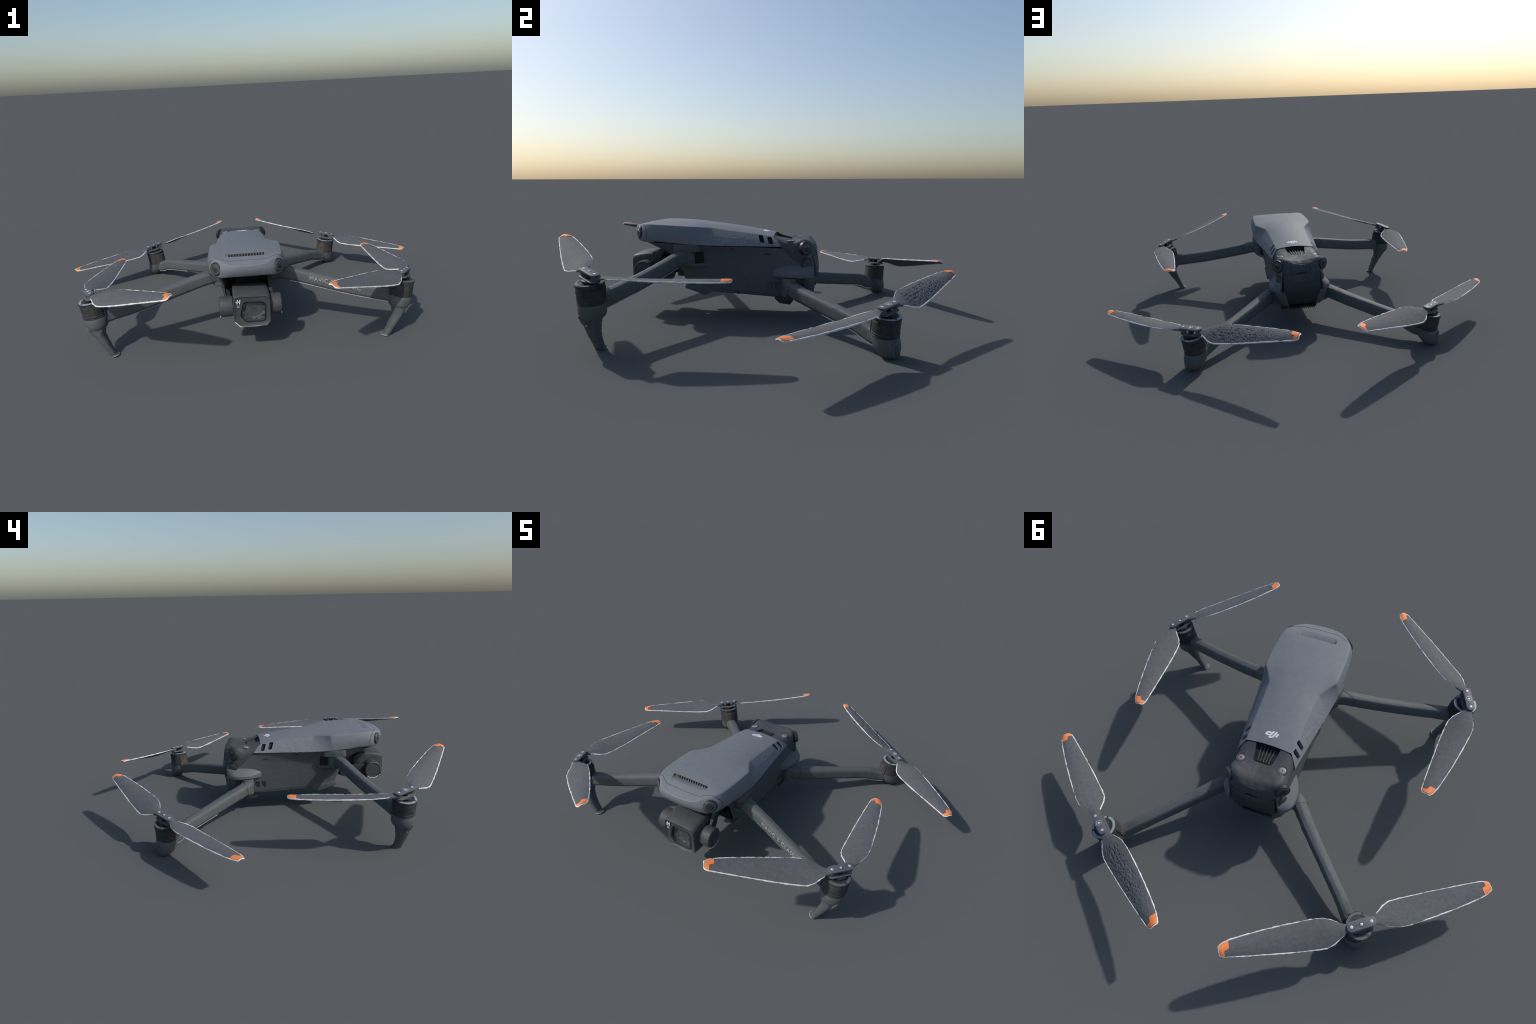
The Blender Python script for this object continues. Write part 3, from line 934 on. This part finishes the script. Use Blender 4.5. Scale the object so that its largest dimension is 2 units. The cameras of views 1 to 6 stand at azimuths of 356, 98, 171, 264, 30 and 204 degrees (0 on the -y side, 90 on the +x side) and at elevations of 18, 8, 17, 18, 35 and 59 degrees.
def blade(prop, rivet, n, tip, low_side, seed, pits=0.0):
    """low_side: +1 if the trailing (lower) edge lies to the left of the outward direction"""
    d = tip - rivet
    e1 = unit(d - n * np.dot(d, n))
    lift = np.dot(d, n)
    e2 = np.cross(n, e1)
    Ltip = np.dot(d, e1)
    stretch = (Ltip + .010) / .496

    def surf(s, q, off=0.0):
        """s: distance from rivet (unstretched), q: -1 leading .. +1 trailing"""
        w = np.interp(s, S_K, LEAD) if q < 0 else np.interp(s, S_K, TRAIL)
        th = math.radians(np.interp(s, S_K, PITCH))
        c = q * w
        camber = .0055 * (1 - q * q) * clamp01(s / .08)
        drop = -c * math.tan(th) if True else 0
        base = np.interp(s, S_K, SAG) + lift * clamp01(s / .48)
        return rivet + e1 * s * stretch + e2 * low_side * c + n * (base + drop + camber + off)

    NS, NQ = (200, 56) if pits > .003 else (80, 22)
    ss = np.r_[np.linspace(-.006, .12, 24), np.linspace(.125, .470, NS - 36), np.linspace(.474, .499, 12)]
    NS = len(ss)
    top, bot = [], []
    for i, s in enumerate(ss):
        for j in range(NQ):
            q = -1 + 2 * j / (NQ - 1)
            sc_ = s
            edge = 1 - abs(q) ** 6
            p = surf(max(s, 0), q) + e1 * min(s, 0) * stretch
            nz = noise.fractal(Vector((s * 60 + seed * 7.1, q * 4, seed)), 1.0, 2.0, 3)
            h = .0007 * nz * edge
            if pits > 0:
                k = max(0.0, noise.fractal(Vector((s * 120 + seed, q * 7.0, seed * 2)), 0.8, 2.0, 3) - .06)
                msk = clamp01((s - .05) / .04) * clamp01((.40 - s) / .06) * edge * clamp01((q + .75) / .3)
                h -= pits * min(k, .8) * msk
            thk = .0044 * (.45 + .55 * (1 - q * q)) + (.004 * clamp01((.06 - s) / .06))
            top.append(p + n * (thk * .6 + h))
            bot.append(p - n * (thk + .0008))
    verts = top + bot
    N = NS * NQ
    faces = []
    for i in range(NS - 1):
        for j in range(NQ - 1):
            a = i * NQ + j
            faces.append((a, a + 1, a + NQ + 1, a + NQ))
            faces.append((N + a, N + a + NQ, N + a + NQ + 1, N + a + 1))
    for i in range(NS - 1):
        for j in (0, NQ - 1):
            a = i * NQ + j
            faces.append((a, a + NQ, N + a + NQ, N + a))
    for j in range(NQ - 1):
        for i in (0, NS - 1):
            a = i * NQ + j
            faces.append((a, a + 1, N + a + 1, N + a))
    bl = new_object("blade", mesh_data(verts, faces), BLADE, prop, 55)
    # ragged pale rim around the outline
    rim = []
    for s in np.linspace(.030, .495, 90):
        rim.append((s, 1.0))
    for q in np.linspace(.9, -.9, 9):
        rim.append((.4995, q))
    for s in np.linspace(.495, .045, 88):
        rim.append((s, -1.0))
    pts, rad = [], []
    for k, (s, q) in enumerate(rim):
        j = noise.noise(Vector((k * .19, seed * 3.3, 0)))
        j2 = noise.noise(Vector((k * .55, seed * 5.3, 9)))
        out = .0000 + .0014 * j2
        p = surf(s, q) + e2 * low_side * out * (1 if q > 0 else -1) - n * .0010
        if abs(q) < .95:
            p = p + e1 * .0005
        pts.append(p)
        r = .0028 + .0014 * j + .0008 * j2
        if q < 0 and s < .20:
            r *= .35 + .5 * clamp01(s / .2)
        rad.append(max(r, .0009))
    new_object("blade_edge", sweep(pts, lambda i, t: ring_section(rad[i], 7, 1.15), up=tuple(n)), WHITE, bl, 60)
    # orange tip cap: full chord at the end, tongue along the leading edge
    verts, faces = [], []
    NQ2, NS2 = 15, 8
    for j in range(NQ2):
        q = -0.95 + 1.90 * j / (NQ2 - 1)
        blend = clamp01((q + .05) / .30)
        blend = blend * blend * (3 - 2 * blend)
        s0 = .4620 * (1 - blend) + .4805 * blend
        for i in range(NS2):
            s = s0 + (.4975 - s0) * i / (NS2 - 1)
            p = surf(s, q)
            thk = .0044 * (.45 + .55 * (1 - q * q))
            verts.append(p + n * (thk * .6 + .0016))
    m = len(verts)
    verts += [v - n * .003 for v in verts]
    for j in range(NQ2 - 1):
        for i in range(NS2 - 1):
            a = j * NS2 + i
            faces += [(a, a + 1, a + NS2 + 1, a + NS2), (m + a, m + a + NS2, m + a + NS2 + 1, m + a + 1)]
    for j in range(NQ2 - 1):
        for i in (0, NS2 - 1):
            a = j * NS2 + i
            faces.append((a, a + NS2, m + a + NS2, m + a))
    for i in range(NS2 - 1):
        for j in (0, NQ2 - 1):
            a = j * NS2 + i
            faces.append((a, a + 1, m + a + 1, m + a))
    new_object("blade_tip", mesh_data(verts, faces), ORANGE, bl, 50)


def arm_section(h, w, ch):
    """chamfered beam section: flat sides, sloping top facets"""
    return round_poly([(-w, -h * .62), (-w * .66, -h), (w * .66, -h), (w, -h * .62), (w, h * .50), (w * .78, h * .86), (w * .1, h), (-w * .78, h * .86), (-w, h * .50)], .0035, 3)


def blend_sections(keys, t):
    ts = [k[0] for k in keys]
    return [np.interp(t, ts, [k[c] for k in keys]) for c in range(1, len(keys[0]))]


def arm(name, path, keys, seed, rough=.0008):
    pts = smooth_curve(path, 60)
    me = sweep(pts, lambda i, t: arm_section(*blend_sections(keys, t)))
    ob = new_object(name, me, ARMG, ROOT, 32)
    roughen(ob.data, rough, 70, None, seed, 4)
    return ob, pts


def arm_seam(parent, pts, keys, t0, skew):
    """dark seam line around the beam"""
    n = len(pts)
    i0 = int(t0 * (n - 1))
    t = unit(pts[i0 + 1] - pts[i0 - 1])
    side = unit(np.cross(t, (0, 0, 1)))
    upv = np.cross(side, t)
    sec = arm_section(*blend_sections(keys, t0))
    path = [pts[i0] + side * a * 1.004 + upv * b * 1.004 + t * (a * skew) for a, b in sec]
    new_object("panel_seam", sweep(path, lambda i, tt: ring_section(.0008, 5), closed_path=True, up=tuple(t)), GROOVE, parent)


def arm_strip(parent, pts, keys, ta, tb, seed, edge=0):
    """pale ragged strip along the lower edge of the beam"""
    n = len(pts)
    for sd in (-1, 1):
        path, rad = [], []
        for i in range(int(ta * n), int(tb * n)):
            t = unit(pts[min(i + 1, n - 1)] - pts[max(i - 1, 0)])
            side = unit(np.cross(t, (0, 0, 1)))
            upv = np.cross(side, t)
            h, w, ch = blend_sections(keys, i / (n - 1))
            path.append(pts[i] + side * sd * (w - ch * .75) - upv * (h + .0005))
            rad.append(.0022 + .0009 * noise.noise(Vector((i * .35, seed, sd))))
        new_object("underside_strip", sweep(path, lambda i, tt: ring_section(rad[i], 6)), STRIP if sd < 0 else WHITE, parent, 60)


HUB = {"FE": V((.726, -.532, .322)), "FW": V((-.727, -.518, .324)), "RE": V((.585, .554, .201)), "RW": V((-.565, .570, .198))}
NRM = {"FE": unit((.131, .072, 1)), "FW": unit((-.131, .072, 1)), "RE": unit((.131, .058, 1)), "RW": unit((-.131, .058, 1))}
PLATE = {"FE": -126.8, "FW": -65.1, "RE": -36.3, "RW": -142.3}
TIPS = {"FE": [(.324, -.852, .398), (.682, -.024, .288)], "FW": [(-.336, -.845, .399), (-.660, -.011, .291)],
        "RE": [(.977, .212, .173), (.156, .850, .245)], "RW": [(-.980, .253, .169), (-.126, .846, .248)]}
FOOT = {"FE": V((.641, -.546, 0)), "FW": V((-.646, -.531, 0))}

FRONT_KEYS = [(0, .029, .028, .012), (.10, .032, .027, .014), (.25, .0325, .0240, .014), (.5, .0325, .0225, .014), (.82, .0338, .0235, .014), (.93, .038, .030, .014), (1, .040, .038, .014)]
REAR_KEYS = [(0, .036, .031, .012), (.10, .035, .032, .014), (.22, .0335, .029, .014), (.5, .0325, .0250, .013), (.82, .0318, .0250, .013), (.93, .032, .030, .013), (1, .034, .034, .013)]

for key in ("FE", "FW", "RE", "RW"):
    hub, n = HUB[key], NRM[key]
    sx = 1 if key[1] == "E" else -1
    front = key[0] == "F"
    ringed = key in ("FW", "RE")
    seed = {"FE": 1.3, "FW": 2.7, "RE": 4.1, "RW": 5.9}[key]
    if front:
        dy = hub[1] + .525
        path = [(sx * .140, -.342 + dy * .2, .292), (sx * .20, -.367 + dy * .3, .288), (sx * .30, -.396 + dy * .43, .267), (sx * .45, -.446 + dy * .64, .234),
                (sx * .58, -.490 + dy * .83, .2120), (sx * .66, -.514 + dy, .201), (sx * .700, -.532 + dy, .197)]
        keys = FRONT_KEYS
        ob, pts = arm("front_arm", path, keys, seed)
        arm_seam(ob, pts, keys, .195, -sx * 1.3)
        arm_strip(ob, pts, keys, .20 if sx > 0 else .2, .90, seed)
    else:
        b = hub - n * .135
        o = .055 if sx < 0 else 0.0
        path = [(sx * .128, .138, .160), (sx * .17, .160, .155), (sx * .24, .226 + .24 * o, .138), (sx * .36, .346 + .36 * o, .112),
                (sx * .46, .445 + .46 * o, .091), (b[0] - sx * .045, b[1] - .045, .068), (b[0] - sx * .010, b[1] - .010, .064)]
        keys = REAR_KEYS
        ob, pts = arm("rear_arm", path, keys, seed, .0014)
        arm_seam(ob, pts, keys, .17, sx * .4)
        arm_strip(ob, pts, keys, .45, .92, seed)
    nb = unit((sx * .131, .010, 1)) if front else n
    hb = hub + V((0, -.004, 0)) if front else hub
    can = bell(ob, hb, nb, RINGB if ringed else HUBM, seed)
    # grey motor collar under the bell
    if front:
        prof = [(.0500, -.118), (.0530, -.1225), (.0532, -.145), (.0525, -.159), (.0500, -.168), (.0455, -.176), (.030, -.181)]
        new_object("motor_mount", lathe(prof, hb, nb, 56), ARMG, ob, 35)
        top = hb - nb * .170 + V((0, -.004, 0))
        ft = FOOT[key]
        legp = smooth_curve([top + V((0, 0, .006)), top * .75 + ft * .25 + V((sx * .008, -.003, 0)), top * .42 + ft * .58 + V((sx * .005, -.006, 0)), top * .12 + ft * .88 + V((sx * .002, -.002, 0)), ft + V((0, 0, .0))], 26)
        lr = [(0, .0430, .0400), (.12, .0345, .0370), (.30, .0225, .0325), (.60, .0160, .0235), (.86, .0142, .0200), (.94, .0165, .0230), (1, .0185, .0235)]

        def leg_sec(i, t, lr=lr):
            a = np.interp(t, [q[0] for q in lr], [q[1] for q in lr])
            c = np.interp(t, [q[0] for q in lr], [q[2] for q in lr])
            e = .78
            pw = lambda v: math.copysign(abs(v) ** e, v)
            return [(a * pw(math.cos(2 * math.pi * k / 28)), c * pw(math.sin(2 * math.pi * k / 28))) for k in range(28)]
        me = sweep(legp, leg_sec, up=(0, 1, 0))
        for v in me.vertices:
            if v.co.z < .004:
                v.co.z = max(0.0, v.co.z)
        leg = new_object("landing_leg", me, ARMG, ob, 40)
        roughen(leg.data, .0016, 55, lambda co: clamp01((co.z - .01) / .02), seed)
        for v in leg.data.vertices:
            v.co.z = max(0.0, v.co.z)
        arcp = [ft + V((-sx * .0195 * math.cos(a), -.022 * math.sin(a), .0045)) for a in np.linspace(-1.2, 1.5, 14)]
        new_object("foot_trim", sweep(arcp, lambda i, t: ring_section(.0018, 6)), STRIP, leg, 60)
        # led window on the outer side of the leg
        lo = hb - nb * .186 + V((sx * .036, -.018, .0))
        w = unit((sx * .86, -.22, -.46))
        u = unit(np.cross((0, 0, 1), w))
        v2 = np.cross(w, u)
        new_object("led_frame", prism(round_poly([(-.017, -.026), (.017, -.026), (.021, .016), (.010, .024), (-.010, .024), (-.021, .016)], .007), lo, u, v2, w, .0030, .024, .004), ARMG, leg, 50)
        new_object("led_window", prism(round_poly([(-.010, -.021), (.010, -.021), (.012, .012), (-.012, .012)], .005), lo, u, v2, w, .0048, .010, .001), LEDM, leg)
        new_object("led_trim", lathe([(.001, -.002), (.0045, -.001), (.0045, .002), (.001, .003)], lo - v2 * .024 + w * .002, w, 12), STRIP, leg)
    else:
        prof = [(.0500, -.118), (.0530, -.1215), (.0530, -.146), (.0505, -.166), (.0430, -.182), (.0325, -.195), (.0235, -.2030)]
        me = lathe(prof, hub, n, 56, wob=.0012, seed=seed)
        outd = unit(V((sx * .76, .65, 0)))
        for v in me.vertices:                   # the foot keeps to the outer side instead of following the shaft
            k = clamp01((.085 - v.co.z) / .085)
            v.co += Vector(outd * .031 * k ** 1.2)
            v.co.z = max(v.co.z, 0.0)
        new_object("motor_mount", me, ARMG, ob, 35)
        u = unit(np.cross((0, 0, 1), outd))
        lo = hub - n * .158 + outd * .0560
        new_object("led_frame", prism(round_poly([(-.017, -.034), (.017, -.034), (.021, .010), (.011, .026), (-.011, .026), (-.021, .010)], .006), lo, u, (0, 0, 1), outd, .0090, .02, .003), ARMG, ob)
        new_object("led_window", prism(round_poly([(-.0095, -.030), (.0095, -.030), (.0105, .012), (-.0105, .012)], .003), lo, u, (0, 0, 1), outd, .0105, .01, .001), LEDM, ob)
    # ragged guard on the arm side of the bell
    inw = unit(V((-sx, .35 if front else -1.0, 0)))
    bod = np.cross(n, inw)
    verts, faces = [], []
    NA, NH = 16, 10
    for layer in (0, 1):
        for i in range(NH):
            for j in range(NA):
                f = -1 + 2 * j / (NA - 1)
                ang = f * .62
                t = .056 + .064 * i / (NH - 1) + .006 * noise.noise(Vector((j * .5, seed, 0))) * (1 if i == 0 else 0)
                r = .0520 if layer else .0570 + .0030 * (1 - f * f) + .0020 * noise.fractal(Vector((i * .6, j * .5, seed)), 1, 2, 2)
                verts.append(hub - n * t + (inw * math.cos(ang) + bod * math.sin(ang)) * r)
    M = NA * NH
    for i in range(NH - 1):
        for j in range(NA - 1):
            q = i * NA + j
            faces += [(q, q + 1, q + NA + 1, q + NA), (M + q, M + q + NA, M + q + NA + 1, M + q + 1)]
    for i in range(NH - 1):
        for j in (0, NA - 1):
            q = i * NA + j
            faces.append((q, q + NA, M + q + NA, M + q))
    for j in range(NA - 1):
        for i in (0, NH - 1):
            q = i * NA + j
            faces.append((q, q + 1, M + q + 1, M + q))
    new_object("motor_guard", mesh_data(verts, faces), GUARD if not front else MOTOR, can, 50)
    a = math.radians(PLATE[key])
    al = V((math.cos(a), math.sin(a), 0))
    prop = clamp(ROOT, hub, n, al, ringed)
    al = unit(al - n * np.dot(al, n))
    for k, (tp, s) in enumerate(zip(TIPS[key], (1, -1))):
        low = 1 if key in ("FE", "RW") else -1
        pits = .0068 if (key == "RE" and k == 1) else (.0012 if key in ("RE", "RW") else 0)
        blade(prop, hub + al * s * .0405, n, V(tp), low, seed + k * .8, pits)
    if key == "FE":
        # lettering on the front face of the arm
        cu = bpy.data.curves.new("lettering", "FONT")
        cu.body = "MAVIC 3 CLASSIC"
        cu.size = 1.0
        cu.extrude = 0.02
        cu.space_character = 1.12
        cu.space_word = 1.2
        tob = bpy.data.objects.new("lettering", cu)
        bpy.context.scene.collection.objects.link(tob)
        dg = bpy.context.evaluated_depsgraph_get()
        tme = bpy.data.meshes.new_from_object(tob.evaluated_get(dg))
        bpy.data.objects.remove(tob)
        co = V([v.co[:] for v in tme.vertices])
        width = co[:, 0].max()
        cap = co[:, 1].max()
        abvh = bvh_of(ob)
        x0, x1 = .298, .530
        for v, c in zip(tme.vertices, co):
            x = x0 + (x1 - x0) * c[0] / width
            zc = .2720 - (x - x0) * .187
            z = zc + (c[1] / cap - .5) * .0195
            hit = abvh.ray_cast(Vector((x, -.9, z)), Vector((0, 1, 0)))[0]
            yy = hit.y if hit else -.43
            v.co = Vector((x, yy - (.0014 if c[2] > 0 else -.0006), z))
        tme.update()
        new_object("lettering", tme, PRINT2, ob, None)

# keep the hierarchy at thing > part > sub-part
for ob in list(bpy.data.objects):
    chain = []
    p = ob.parent
    while p is not None:
        chain.append(p)
        p = p.parent
    if len(chain) > 2:
        ob.parent = chain[-2]
